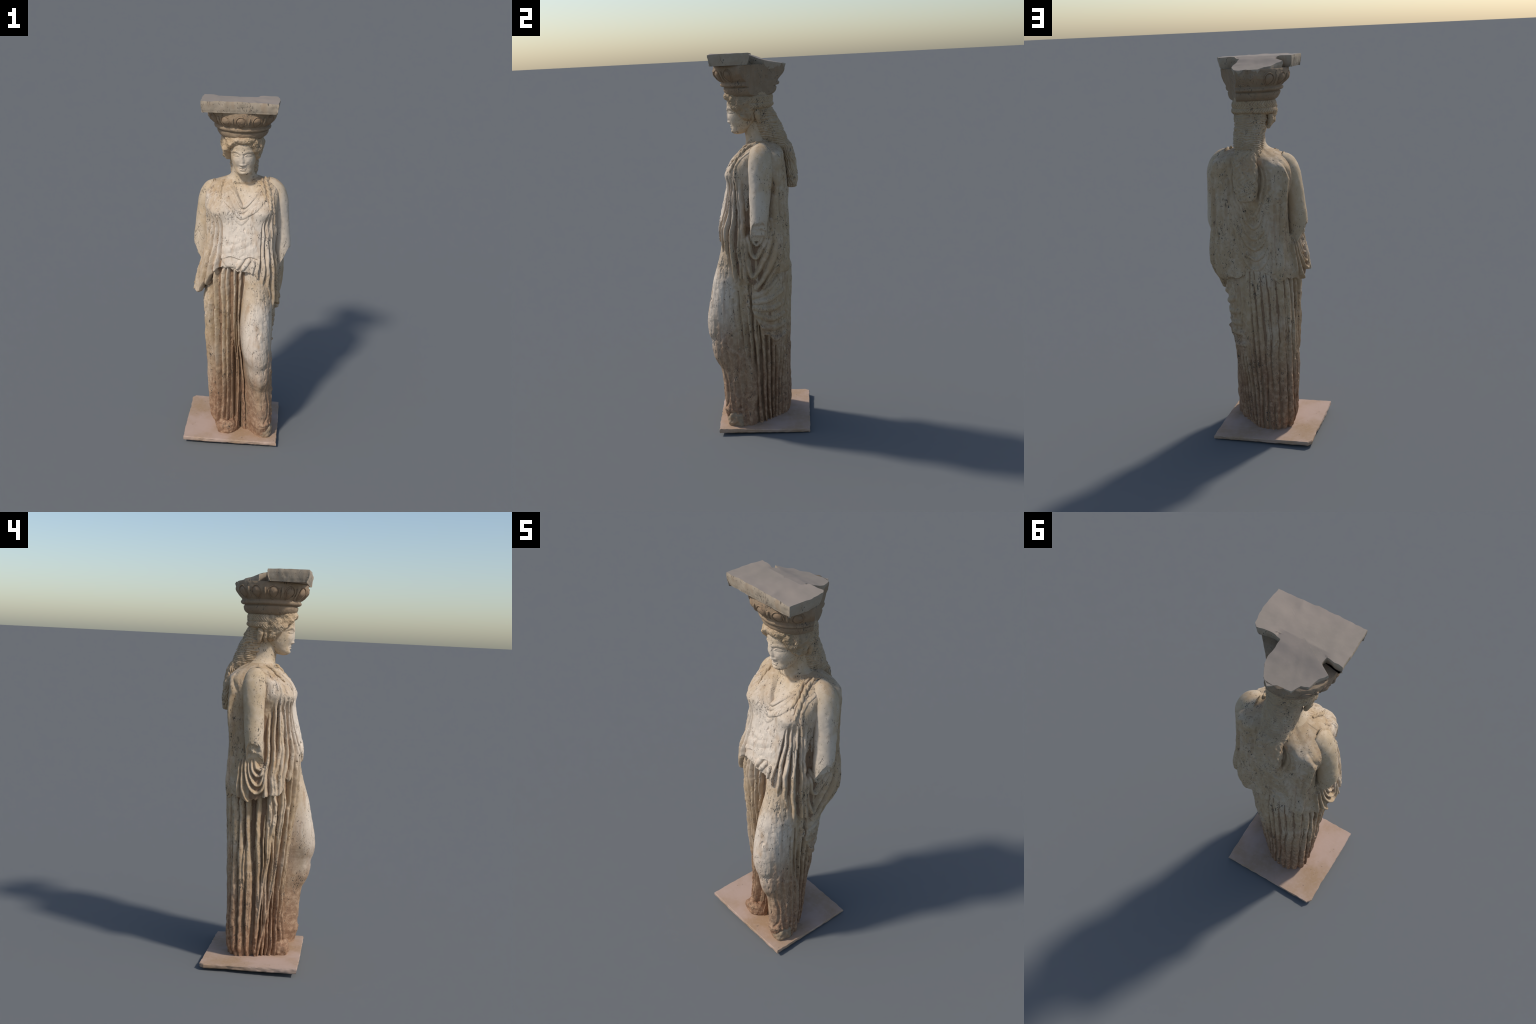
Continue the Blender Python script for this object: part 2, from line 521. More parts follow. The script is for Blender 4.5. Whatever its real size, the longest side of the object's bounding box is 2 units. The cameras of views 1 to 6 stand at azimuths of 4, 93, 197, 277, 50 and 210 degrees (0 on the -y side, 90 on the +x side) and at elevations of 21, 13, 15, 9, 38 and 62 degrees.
def skirt_ridges():
    L = []

    def fv(pts, w, h=1.0, p=0.75):
        L.append(([fr(x, z) for z, x in pts], w, h, p))
    fv([(1.12, -.182), (.85, -.186), (.6, -.18), (.3, -.172), (.02, -.16)], .015, 1)
    fv([(1.12, -.15), (.85, -.151), (.6, -.15), (.4, -.143), (.02, -.132)], .014, 1)
    fv([(1.12, -.113), (.85, -.117), (.4, -.105), (.2, -.10), (.02, -.10)], .0135, 1)
    fv([(1.12, -.068), (.85, -.066), (.6, -.066), (.4, -.064), (.2, -.066), (.02, -.066)], .016, 1)
    fv([(1.12, -.043), (.85, -.042), (.6, -.042), (.4, -.038), (.2, -.036), (.02, -.034)], [.0125, .012, .014, .013, .013, .014], 1)
    fv([(1.12, -.005), (.85, -.002), (.7, .002), (.56, .004)], [.013, .012, .0115, .007], [1, 1, .95, .55])
    fv([(.75, .01), (.55, .02), (.4, .028), (.25, .03), (.12, .027), (.02, .02)], [.006, .008, .007, .007, .011, .016], [.5, .7, .75, .75, .95, 1.05])
    fv([(.12, .0), (.02, -.008)], [.008, .012], [.5, .9])
    fv([(1.1, .03), (.85, .023), (.6, .03), (.4, .054), (.2, .066), (.02, .075)], [.012, .009, .009, .0105, .011, .014], .95)

    def sv(deg, w, z0=0.02, z1=1.1, h=1.0, drift=0.0):
        zs = np.linspace(z0, z1, 7)
        ph = rng.rand() * 6
        L.append(([sr(deg + drift * (z - .4) + 0.9 * math.sin(z * 9 + ph), z) for z in zs],
                  [w * (1 + .22 * math.sin(z * 11 + ph * 2)) for z in zs], [h * (1 - .14 * rng.rand()) for z in zs], .45 + .4 * rng.rand()))
    for d, w, h in ((-58, .013, .95), (-66, .012, .85), (-75, .014, 1), (-90, .017, 1.05), (-105.5, .0165, 1), (-116.5, .0145, 1), (-126.5, .015, 1),
                    (-138, .0165, 1), (-149.5, .016, .95), (-160, .0135, .9), (-171, .015, .9), (178, .014, .95), (167.5, .0155, .95), (156, .014, .95)):
        sv(d, w, h=h, drift=-3 if d < -60 else 0)
    for d, w, h, z1 in ((145, .015, 1, .9), (133, .0165, 1.0, .9), (121, .0125, .95, .9), (111, .016, 1, .9), (99.5, .014, .95, .9), (88.5, .013, 1, 1.0),
                        (78.5, .0125, .95, 1.0), (69, .012, .9, 1.0), (60, .012, .9, 1.0)):
        sv(d, w, z1=z1, h=h)
    # thin secondary pleats that start and die out between the flutes
    for i in range(26):
        d = rng.uniform(-176, -52) if i < 16 else rng.uniform(66, 180)
        z0 = rng.uniform(.02, .55)
        z1 = z0 + rng.uniform(.22, .5)
        sl = rng.uniform(-5, 5)
        zz = np.linspace(z0, min(z1, 1.08), 6)
        w = rng.uniform(.005, .008)
        h = rng.uniform(.6, .95)
        L.append(([sr(d + sl * (z - z0), z) for z in zz], [w * q for q in (.5, .9, 1, 1, .9, .5)], [h * q for q in (.4, .9, 1, 1, .9, .4)], .6))
    return L


def skirt_radius(TH, Z):
    S = TH * RS
    _FRONT['on'] = 'skirt'
    dg = np.degrees(TH)
    base = plan_radius(TH, Z) - 0.007 * smooth(50, 75, np.abs(dg)) - 0.008 * smooth(-165, -140, dg) * (1 - smooth(-100, -75, dg)) * smooth(.1, .3, Z)
    # wobble so that flutes are not ruled lines
    wob = 0.0045 * vnoise(S * 12, Z * 9, Z * 0 + 3) + 0.0022 * vnoise(S * 40, Z * 26, Z * 0) + 0.0010 * vnoise(S * 90, Z * 60, Z * 0)
    H = strokes(S + wob, Z, skirt_ridges())
    H = H * (1 - 0.16 * np.clip(vnoise(S * 34, Z * 10, Z * 0 + 11) + .2, 0, 1)) + 0.07 * vnoise(S * 130, Z * 9, Z * 0 + 5)
    deg = np.degrees(TH)
    depth = np.where(deg < 0, 0.033, 0.031)
    back = smooth(95, 150, np.abs(deg))
    depth = depth * (1 - back) + 0.014 * back
    depth = depth * (1 - 0.4 * smooth(125, 150, np.abs(deg)) * smooth(.55, .85, Z))
    depth = depth * (0.8 + 0.2 * smooth(0.0, 0.15, Z))
    _FRONT['H'] = H
    r = base - depth * (1 - H)
    # dark gap between the legs
    gap = strokes(S, Z, [([fr(-.006, .62), fr(-.004, .5), fr(-.002, .3), fr(.004, .12)], [.009, .017, .019, .014], [0.5, 1.4, 1.5, 1.2], 1.2),
                         ([fr(.052, .2), fr(.05, .1), fr(.052, .02)], [.008, .013, .016], 1.0, 1.2)])
    r = r - 0.022 * gap
    # free leg pressing through
    lr = leg_radius(TH, Z)
    x = AX + lr * np.sin(TH)
    _FRONT['on'] = 'leg'
    lfold = strokes(S + wob * .7, Z, [(bez([fr(.075, .92), fr(.062, .8), fr(.06, .6), fr(.085, .45), fr(.105, .3), fr(.118, .1)], 20), .012, .004, 1),
                           (bez([fr(.125, .40), fr(.115, .33), fr(.125, .22), fr(.14, .10)], 20), .012, .005, 1),
                           (bez([fr(.155, .47), fr(.15, .38), fr(.15, .27), fr(.165, .18)], 20), .015, .0045, 1.2),
                           (bez([fr(.195, .62), fr(.198, .5), fr(.195, .38), fr(.198, .25), fr(.20, .12)], 20), .010, .0045, 1),
                           (bez([fr(.13, .16), fr(.15, .125), fr(.175, .13), fr(.2, .17)], 20), .012, .005, 1),
                           (bez([fr(.12, .12), fr(.14, .075), fr(.165, .06)], 12), .012, .005, 1),
                           (bez([fr(.10, .98), fr(.105, .9), fr(.108, .8)], 12), .010, .002, 1)])
    r2 = smax(r, lr + lfold, 0.012)
    r = np.where(lr > 0, r2, r)
    # cloth dragged down the outside of the shin
    r = r - 0.010 * strokes(S + wob, Z, [(bez([sr(50, .50), sr(53, .38), sr(55, .22), sr(57, .02)], 16), [.004 + .005 * min(1, i / 5) for i in range(16)] + [.009], 1, 1),
                                         (bez([sr(59, .74), sr(60, .5), sr(62, .3), sr(64, .02)], 16), [.004 + .004 * min(1, i / 5) for i in range(16)] + [.008], 1, 1),
                                         (bez([sr(66, .78), sr(66.5, .5), sr(68, .3), sr(70, .02)], 16), [.004 + .006 * min(1, i / 5) for i in range(16)] + [.010], 1.3, 1),
                                         (bez([sr(44, .42), sr(46, .33), sr(50, .24), sr(47, .16), sr(42, .13)], 16), .006, .5, 1)])
    # hip swag wrapped from the left hip round to the back
    edge = np.interp(np.degrees(TH), [60, 72, 80, 90, 101, 112, 125, 140, 155, 172, 180], [.74, .735, .70, .625, .53, .52, .455, .44, .42, .42, .43])
    edge = edge + 0.006 * vnoise(S * 30, Z * 0, Z * 0 + 4)
    side = smooth(70, 80, deg) * (1 - smooth(150, 176, deg))
    on = smooth(-0.006, 0.008, Z - edge) * side
    fan = []
    for (y1, z1), (y2, z2), (d3, z3) in (((-.04, .74), (.05, .775), (128, .835)), ((-.04, .72), (.07, .725), (138, .76)), ((-.035, .695), (.08, .672), (143, .69)),
                                         ((-.02, .66), (.08, .618), (146, .625)), ((-.005, .62), (.08, .565), (147, .57)), ((.07, .525), (.13, .495), (150, .505))):
        d0, d1 = ang(.22, y1), ang(.2, y2)
        fan.append((bez([sr(d0, z1), sr(d1, z2), sr(d3, z3)], 16), .018, 0.013, .9))
    for d0, z0, d1, z1 in ((150, .86, 122, .62), (160, .84, 138, .58), (168, .78, 150, .55)):
        fan.append((bez([sr(d0, z0), sr((d0 + d1) / 2 + 4, (z0 + z1) / 2 - .02), sr(d1, z1)], 16), .011, .006, 1.0))
    sw = base - 0.009 + strokes(S + wob, Z, fan)
    on = np.where(lr > r - .004, 0, on)
    _FRONT['on_swag'] = on
    r = r * (1 - on) + sw * on
    # loose bunch hanging at the front end of the swag
    r = r + 0.018 * strokes(S, Z, [([sr(100, .57), sr(103, .535), sr(104, .52)], [.02, .022, .016], 1, 1)])
    return r


zs = np.concatenate([np.linspace(0.012, 0.12, 70), np.linspace(0.122, 1.13, 480)])
TH, Z = np.meshgrid(TH1, zs)
R = blur(skirt_radius(TH, Z), 1)
X0, Y0 = AX + R * np.sin(TH), AY - R * np.cos(TH)
er = fbm(X0, Y0, Z, 28, 3)
inc = 1 / np.sqrt(1 + (np.gradient(R, TH1, axis=1) / R) ** 2)
R = R + inc * (0.0018 * er + 0.0016 * fbm(X0 * 5, Y0 * 5, Z, 13, 2) - 0.011 * np.clip(fbm(X0, Y0, Z * 0.6, 42, 3) - 0.5, 0, 1))
V = np.stack([AX + R * np.sin(TH), AY - R * np.cos(TH), Z], -1)
skirt = grid_obj('skirt', V, M_SKIRT, root)
skirt.data.materials.append(M_GROOVE)
# brown dirt lodged on the floors of the flutes, in broken lengths
HV = _FRONT['H'] + 0.30 * vnoise(V[..., 0] * 60, V[..., 1] * 60, V[..., 2] * 14)
inner = (HV < 0.20) & (leg_radius(TH, Z) < R - .01) & (_FRONT['on_swag'] < .1)
mi = inner.ravel()[quads(*V.shape[:2])].all(1).astype(np.int32)
skirt.data.polygons.foreach_set('material_index', mi)

# ------------------------------------------------------------------ torso: bodice with overfold, chest, neck
TC = dict(
    cx=[(.7, .01), (1.45, .01), (1.56, .014), (1.7, .016)],
    cy=[(.7, 0.0), (1.40, 0.0), (1.50, .045), (1.56, .055), (1.7, .06)],
    xl=[(.70, -.235), (.85, -.245), (.90, -.250), (.95, -.244), (1.0, -.233), (1.05, -.222), (1.10, -.21), (1.18, -.196), (1.25, -.188), (1.32, -.184), (1.4, -.184), (1.46, -.186),
        (1.485, -.182), (1.505, -.168), (1.52, -.145), (1.532, -.112), (1.543, -.08), (1.555, -.06), (1.575, -.048), (1.70, -.046)],
    xr=[(.70, .240), (.80, .25), (.85, .255), (.95, .256), (1.0, .255), (1.05, .25), (1.10, .242), (1.18, .228), (1.25, .222), (1.32, .218), (1.4, .216), (1.46, .216),
        (1.485, .21), (1.505, .19), (1.52, .165), (1.532, .132), (1.543, .10), (1.555, .082), (1.575, .074), (1.70, .074)],
    yf=[(.70, -.19), (.85, -.17), (.92, -.168), (1.0, -.174), (1.06, -.180), (1.10, -.181), (1.125, -.177), (1.18, -.163), (1.25, -.145), (1.32, -.130), (1.38, -.122),
        (1.42, -.108), (1.45, -.094), (1.48, -.065), (1.50, -.047), (1.52, -.028), (1.535, -.018), (1.55, -.016), (1.6, -.02), (1.70, -.025)],
    yb=[(.70, .19), (.85, .198), (.95, .205), (1.1, .209), (1.25, .204), (1.38, .196), (1.45, .19), (1.5, .178), (1.52, .165), (1.535, .145), (1.56, .125), (1.7, .12)])


def hem_height(deg):
    d = np.array([-180, -174, -158, -142, -130, -118, -104, -93, -81, -70, -65, -61, -57, -53, -46, -40, -33, -25, -13, 0, 16, 25, 31, 38, 45, 50, 56, 62, 66, 71, 80, 88, 96, 105, 113, 122, 132, 143, 157, 170, 180], float)
    h = np.array([.899, .897, .917, .866, .89, .878, .868, .886, .90, .905, .915, .945, .99, .968, 1.03, 1.065, 1.085, 1.096, 1.094, 1.077, 1.075, 1.066, 1.05, 1.0, .968, .985, .90, .83, .845, .862, .845, .815, .775, .80, .855, .885, .875, .883, .89, .905, .899])
    return np.interp(deg, d, h)


def bodice_ridges():
    L = []

    def pth(pts, w, h=1.0, p=.8, y=-.15):
        L.append(([fr(x, z, y) for z, x in pts], w, h, p))
    # right flank (-x): folds falling from the breast and spreading to the hem
    pth([(1.36, -.095), (1.25, -.092), (1.15, -.098), (1.05, -.115)], [.008, .011, .012, .014])
    pth([(1.40, -.115), (1.3, -.118), (1.2, -.122), (1.1, -.142), (.98, -.165)], [.008, .010, .011, .013, .016])
    pth([(1.40, -.14), (1.3, -.142), (1.2, -.148), (1.1, -.17), (1.0, -.195), (.9, -.21)], [.008, .009, .010, .013, .014, .014])
    pth([(1.40, -.162), (1.3, -.164), (1.2, -.172), (1.12, -.19), (1.0, -.222), (.88, -.235)], [.008, .009, .010, .012, .015, .015])
    # left flank (+x)
    pth([(1.36, .14), (1.25, .15), (1.15, .148), (1.0, .15), (.93, .15)], [.008, .011, .012, .012, .012])
    pth([(1.38, .163), (1.25, .172), (1.1, .178), (.95, .185), (.86, .19)], [.008, .010, .013, .014, .013])
    pth([(1.38, .186), (1.25, .196), (1.1, .208), (.95, .215), (.80, .22)], [.008, .010, .010, .013, .013])

    def side(pts, w, h=1.0, p=.8):
        q = bez([sr(d, z) for d, z in pts], 20)
        L.append((q, w, [h * min(1, .15 + i / 4) for i in range(len(q))], p))
    side([(-60, 1.30), (-62, 1.15), (-66, 1.0), (-68, .86)], .014)
    side([(-74, 1.4), (-74, 1.2), (-76, 1.0), (-77, .86)], .012)
    side([(-82, 1.3), (-83, 1.14), (-84, 1.0), (-85, .86)], .010, .95)
    # swags under the right elbow
    def yz(sx, pts, w, h, p=.9):
        L.append((bez([sr(ang(sx, y), z) for y, z in pts], 30), w, h, p))
    yz(-.23, [(.10, 1.10), (.08, .995), (.045, .925), (.012, .912), (-.018, .96), (-.026, 1.03)], .0085, 1.0)
    yz(-.23, [(.085, 1.10), (.062, 1.01), (.03, .955), (.008, .95), (-.010, .985), (-.016, 1.04)], .0075, .85)
    yz(-.23, [(.07, 1.10), (.048, 1.03), (.022, .995), (.0, 1.0), (-.008, 1.03)], .0085, .95)
    yz(-.23, [(.05, 1.09), (.03, 1.04), (.01, 1.025)], .011, .9)
    yz(-.23, [(.115, 1.08), (.105, .98), (.085, .90), (.06, .865)], .009, .95)
    yz(-.22, [(.13, 1.06), (.125, .98), (.115, .86)], .008, .9)
    # left side: nested swags
    yz(.24, [(-.005, 1.09), (.01, 1.045), (.03, 1.03), (.05, 1.055), (.068, 1.11)], .012, .8, 1.1)
    yz(.24, [(-.02, 1.07), (-.006, .99), (.017, .960), (.045, .99), (.073, 1.05), (.092, 1.13)], .013, .9, 1.1)
    yz(.24, [(-.036, 1.06), (-.032, .93), (-.008, .862), (.032, .90), (.068, .97), (.098, 1.06), (.115, 1.16)], .014, .95, 1.1)
    yz(.24, [(-.055, 1.36), (-.055, 1.15), (-.054, .95), (-.046, .84), (-.022, .785), (.02, .81), (.068, .87), (.108, .96), (.132, 1.08), (.135, 1.28)], .015, 1.0, 1.0)
    yz(.24, [(.06, .80), (.115, .90), (.15, 1.02), (.155, 1.2), (.15, 1.4)], .010, .9)
    yz(.24, [(-.075, 1.37), (-.075, 1.15), (-.076, 1.0), (-.072, .84)], .010, .95)
    side([(62, 1.36), (61, 1.2), (62, 1.0), (63, .82)], .010, .9)
    # back: mantle edge and long hanging swags
    side([(-128, 1.5), (-131, 1.38), (-134, 1.2), (-138, 1.0), (-140, .86)], .012, 1.5)
    side([(126, 1.5), (124, 1.35), (122, 1.15), (121, .95)], .011, 1.1)
    side([(116, 1.46), (114, 1.3), (112, 1.12)], .008, .9)
    for i, (zb, wd) in enumerate(((1.21, .075), (1.15, .095), (1.095, .11), (1.04, .12), (.985, .125), (.93, .12))):
        pts = []
        for u in (-1, -.8, -.45, 0, .45, .8, 1):
            x = -0.005 + u * wd
            z = zb + (0.24 if u < 0 else 0.27) * abs(u) ** 2.2
            pts.append(sr(angb(x, .2), z))
        L.append((bez(pts, 36), .012, .65, 1.0))
    for x, z0, z1 in ((.15, 1.42, .9), (.125, 1.40, 1.0), (.178, 1.3, .88), (-.115, 1.45, .92), (-.14, 1.3, .9), (-.09, 1.5, 1.2), (.1, 1.5, 1.3)):
        L.append(([sr(angb(x * 1.02, .18), z0), sr(angb(x, .19), (z0 + z1) / 2), sr(angb(x * .97, .19), z1)], .011, .7, 1.0))
    return L


def torso_radius(TH, Z):
    S = TH * RS
    _FRONT['on'] = 'torso'
    deg = np.degrees(TH)
    k = {q: key(Z, v) for q, v in TC.items()}
    cx, cy = k['cx'], k['cy']
    n = 2.0 + 0.55 * smooth(0.8, 0.95, Z) * (1 - smooth(1.42, 1.53, Z)) + 0.7 * smooth(.85, .95, Z) * (1 - smooth(1.08, 1.25, Z)) * (np.cos(TH) > 0) * np.abs(np.cos(TH)) ** .3
    base = superr(TH, cx - k['xl'], k['xr'] - cx, cy - k['yf'], k['yb'] - cy, n)
    x = cx + base * np.sin(TH)
    front = np.cos(TH) > 0.0

    def gth(c, w):
        return np.exp(-(((deg - c + 180) % 360 - 180) / w) ** 2)
    # mantle: thick cloth corners behind both arms, hollow between the shoulder blades
    zw = smooth(.80, .92, Z) * (1 - smooth(1.47, 1.53, Z))
    base = base + zw * (0.041 * gth(128, 17) + (0.006 + 0.042 * smooth(1.1, 1.3, Z)) * gth(-134, 16) - 0.022 * gth(181, 24) * (1 - smooth(1.2, 1.35, Z)))
    base = base + 0.016 * gth(-120, 15) * smooth(1.28, 1.36, Z) * (1 - smooth(1.50, 1.535, Z)) - 0.012 * gth(152, 13) * smooth(.88, .95, Z) * (1 - smooth(1.2, 1.3, Z))
    zh_ = smooth(.85, .95, Z) * (1 - smooth(1.15, 1.3, Z))
    base = base - 0.012 * gth(98, 16) * (1 - smooth(.98, 1.08, Z))
    base = base - zh_ * (0.017 * gth(74, 24) + 0.012 * gth(-66, 18))
    # breasts
    base = base + front * (0.026 * np.exp(-((x + .10) / .046) ** 2 - ((Z - 1.388) / .044) ** 2)
                           + 0.026 * np.exp(-((x - .135) / .046) ** 2 - ((Z - 1.395) / .044) ** 2))
    base = base - front * 0.010 * np.exp(-((x - .02) / .05) ** 2 - ((Z - 1.37) / .05) ** 2)
    # gentle belly
    wob = 0.004 * vnoise(S * 12, Z * 10, Z * 0 + 8) + 0.002 * vnoise(S * 45, Z * 30, Z * 0)
    H = strokes(S + wob, Z, bodice_ridges())
    H = H * (1 - 0.14 * np.clip(vnoise(S * 34, Z * 12, Z * 0 + 13) + .2, 0, 1)) + 0.06 * vnoise(S * 130, Z * 10, Z * 0 + 7)
    _FRONT['BH'] = H
    # how deep the folds are cut, by region
    e1 = np.interp(Z, [.8, 1.09, 1.15, 1.25, 1.34, 1.38], [-.08, -.085, -.08, -.078, -.08, -.09])
    e2 = np.interp(Z, [.8, 1.05, 1.15, 1.25, 1.33, 1.38], [.13, .13, .138, .135, .138, .15])
    panel = front * smooth(-.004, .004, x - e1) * (1 - smooth(-.004, .004, x - e2))
    up = smooth(1.30, 1.40, Z)
    back = smooth(118, 140, np.abs(deg))
    W = 0.024 * (1 - panel) * (1 - up * (1 - back)) * (1 - back) + 0.013 * back * (1 - smooth(1.44, 1.52, Z))
    _FRONT['BW'] = W
    r = base - W * (1 - H)
    # deep recess behind the arms, before the mantle edge
    rec = strokes(S, Z, [([sr(82, 1.10), sr(92, 1.085)], .026, .9, 1.2), ([sr(-100, 1.105), sr(-108, 1.09)], .024, .8, 1.2), ([sr(-108, 1.38), sr(-111, 1.28), sr(-113, 1.12)], .022, 1, 1.2), ([sr(101, 1.42), sr(102, 1.25), sr(102, 1.13)], [.016, .022, .018], 1, 1.2)])
    r = r - np.where(TH < 0, 0.024, 0.016) * rec
    # kolpos: pouch rolls below the belly panel
    roll = strokes(S, Z, [([fr(-.07, 1.15, -.18), fr(-.04, 1.118, -.18), fr(.0, 1.105, -.18)], [.014, .021, .014], .010, .8),
                          ([fr(.045, 1.15, -.18), fr(.022, 1.115, -.18), fr(.01, 1.095, -.18)], [.014, .016, .011], .011, .8),
                          ([fr(.075, 1.14, -.18), fr(.055, 1.11, -.18), fr(.04, 1.085, -.18)], [.013, .014, .011], .010, .8),
                          ([fr(.10, 1.13, -.18), fr(.095, 1.09, -.18), fr(.09, 1.06, -.18)], [.011, .010, .009], .010, .8),
                          ([fr(.125, 1.14, -.18), fr(.12, 1.08, -.18), fr(.118, 1.04, -.18)], [.009, .011, .010], .012, .8),
                          ([fr(-.10, 1.14, -.17), fr(-.105, 1.10, -.17), fr(-.112, 1.07, -.17)], [.011, .013, .012], .010, .8)])
    und = front * smooth(-.09, -.075, x) * (1 - smooth(.13, .14, x)) * (1 - smooth(1.145, 1.153, Z + 0.006 * np.sin(x * 60)))
    r = r - 0.008 * und + roll * (0.35 + 0.65 * und)
    # belly: shallow dragged creases
    r = r + strokes(S, Z, [(bez([fr(-.06, 1.19, -.16), fr(0, 1.205, -.16), fr(.07, 1.24, -.16)], 12), .022, .003, 1.4), (bez([fr(.02, 1.30, -.14), fr(.05, 1.26, -.15), fr(.1, 1.25, -.15)], 12), .022, .003, 1.4),
                           (bez([fr(.03, 1.18, -.16), fr(.08, 1.20, -.16), fr(.11, 1.25, -.15)], 12), .019, .0028, 1.4), (bez([fr(-.05, 1.24, -.15), fr(-.01, 1.235, -.15), fr(.03, 1.25, -.15)], 12), .018, .0022, 1.4)])
    # neckline: skin set back inside a V of rolled cloth
    # half-plane test against the V polyline
    vl = np.interp(x, [-.09, -.06, -.013, .03, .074, .128, .16], [1.56, 1.53, 1.492, 1.428, 1.462, 1.53, 1.56])
    skin = front * smooth(-.003, .005, Z - vl) * smooth(-.075, -.062, x) * (1 - smooth(.125, .138, x))
    skin = np.where(Z > 1.545, 0, skin) * (1 - smooth(1.515, 1.535, Z))
    r = r - 0.016 * skin
    nk = strokes(S, Z, [(bez([fr(-.066, 1.525, -.075), fr(-.018, 1.488, -.085), fr(.03, 1.420, -.105), fr(.082, 1.466, -.09), fr(.13, 1.525, -.075)], 24), .012, .008, .8),
                        (bez([fr(-.095, 1.50, -.075), fr(-.04, 1.43, -.105), fr(.02, 1.366, -.125), (fr(.075, 1.398, -.115)), fr(.135, 1.46, -.09)], 24), .015, .009, .8),
                        (bez([fr(-.03, 1.385, -.115), fr(.02, 1.335, -.13), fr(.06, 1.365, -.12)], 16), .013, .0045, 1.1),
                        (bez([fr(-.075, 1.49), fr(-.03, 1.425), fr(.022, 1.392), fr(.07, 1.425), fr(.11, 1.47)], 20), .009, .004, .9),
                        # gathers at the shoulders
                        (bez([fr(-.085, 1.535, -.03), fr(-.098, 1.49, -.07), fr(-.125, 1.42, -.11)], 12), .008, .006, .9),
                        (bez([fr(-.11, 1.535, -.03), fr(-.12, 1.49, -.06), fr(-.15, 1.43, -.09)], 12), .008, .006, .9),
                        (bez([fr(-.135, 1.53, -.03), fr(-.15, 1.48, -.05), fr(-.165, 1.42, -.08)], 12), .007, .005, .9),
                        (bez([fr(-.072, 1.52, -.05), fr(-.075, 1.47, -.09), fr(-.085, 1.43, -.11)], 12), .007, .005, .9),
                        (bez([fr(-.06, 1.50, -.07), fr(-.05, 1.46, -.10), fr(-.02, 1.41, -.115)], 12), .007, .004, .9),
                        (bez([fr(.12, 1.50, -.06), fr(.10, 1.45, -.10), fr(.06, 1.40, -.12)], 12), .007, .004, .9),
                        (bez([fr(.15, 1.53, -.03), fr(.155, 1.47, -.07), fr(.15, 1.43, -.10)], 12), .008, .005, .9),
                        (bez([fr(.18, 1.53, -.02), fr(.19, 1.47, -.05), fr(.185, 1.42, -.07)], 12), .008, .005, .9),
                        (bez([sr(-58, 1.535), sr(-62, 1.48), sr(-66, 1.40), sr(-68, 1.32)], 14), .009, .006, .8),
                        (bez([sr(-50, 1.53), sr(-54, 1.47), sr(-57, 1.41)], 14), .007, .004, .8),
                        (bez([sr(62, 1.535), sr(66, 1.48), sr(69, 1.40), sr(70, 1.32)], 14), .009, .006, .8),
                        (bez([sr(75, 1.53), sr(95, 1.525), sr(118, 1.52)], 14), .006, .004, .8),
                        (bez([sr(70, 1.515), sr(95, 1.51), sr(120, 1.50)], 14), .006, .004, .8)])
    r = r + nk * (1 - skin)
    return r, cx, cy, skin


zt = np.concatenate([np.linspace(.74, 1.30, 300), np.linspace(1.302, 1.48, 110), np.linspace(1.481, 1.56, 90), np.linspace(1.563, 1.68, 20)])
# rows are stretched per column so that the lowest row lies on the hem
U = np.linspace(0, 1, len(zt))
hem = hem_height(np.degrees(TH1))
dgh = np.degrees(TH1)
zig = np.abs(((dgh / 7.3) % 2) - 1) - .5
hem = hem + 0.026 * zig * smooth(24, 34, dgh) * (1 - smooth(62, 72, dgh)) + 0.014 * zig * smooth(38, 50, -dgh) * (1 - smooth(62, 72, -dgh)) + 0.008 * zig * smooth(70, 85, np.abs(dgh))
hem = hem + 0.005 * vnoise(TH1 * 14, TH1 * 0, TH1 * 0 + 2) + 0.003 * vnoise(TH1 * 40, TH1 * 0, TH1 * 0 + 5)
TH, ZT = np.meshgrid(TH1, zt)
HM = np.broadcast_to(hem, TH.shape)
lowf = 1 - smooth(.74, 1.30, ZT) ** 0.7
ZZ = HM + (ZT - .74) * (1.30 - HM) / (1.30 - .74)
Z = np.where(ZT < 1.30, ZZ, ZT)
R, CX, CY, SKIN = torso_radius(TH, Z)
R = blur(R, 1)
X0, Y0 = CX + R * np.sin(TH), CY - R * np.cos(TH)
R = R + (0.0015 * fbm(X0, Y0, Z, 30, 3) + 0.001 * fbm(X0 * 4, Y0 * 4, Z, 16, 2) - 0.006 * np.clip(fbm(X0, Y0, Z * .6, 45, 3) - 0.55, 0, 1)) * (1 - smooth(1.50, 1.53, Z))
Xb, Yb = CX + R * np.sin(TH), CY - R * np.cos(TH)
tilt = 0.05 * (Xb - .014) * smooth(1.40, 1.50, Z) * (1 - smooth(1.56, 1.62, Z))
V = np.stack([Xb, Yb, Z + tilt], -1)
# turned-in hem underneath
lips = []
for off, dz in ((0.034, 0.012), (0.026, 0.002), (0.012, -0.003), (0.004, -0.003)):
    r = R[0] - off
    lips.append(np.stack([CX[0] + r * np.sin(TH1), CY[0] - r * np.cos(TH1), Z[0] + dz], -1))
V = np.concatenate([np.array(lips), V], 0)
SK = np.concatenate([np.zeros((4, NTH)), SKIN], 0)
ZF = np.concatenate([np.zeros((4, NTH)), Z], 0)


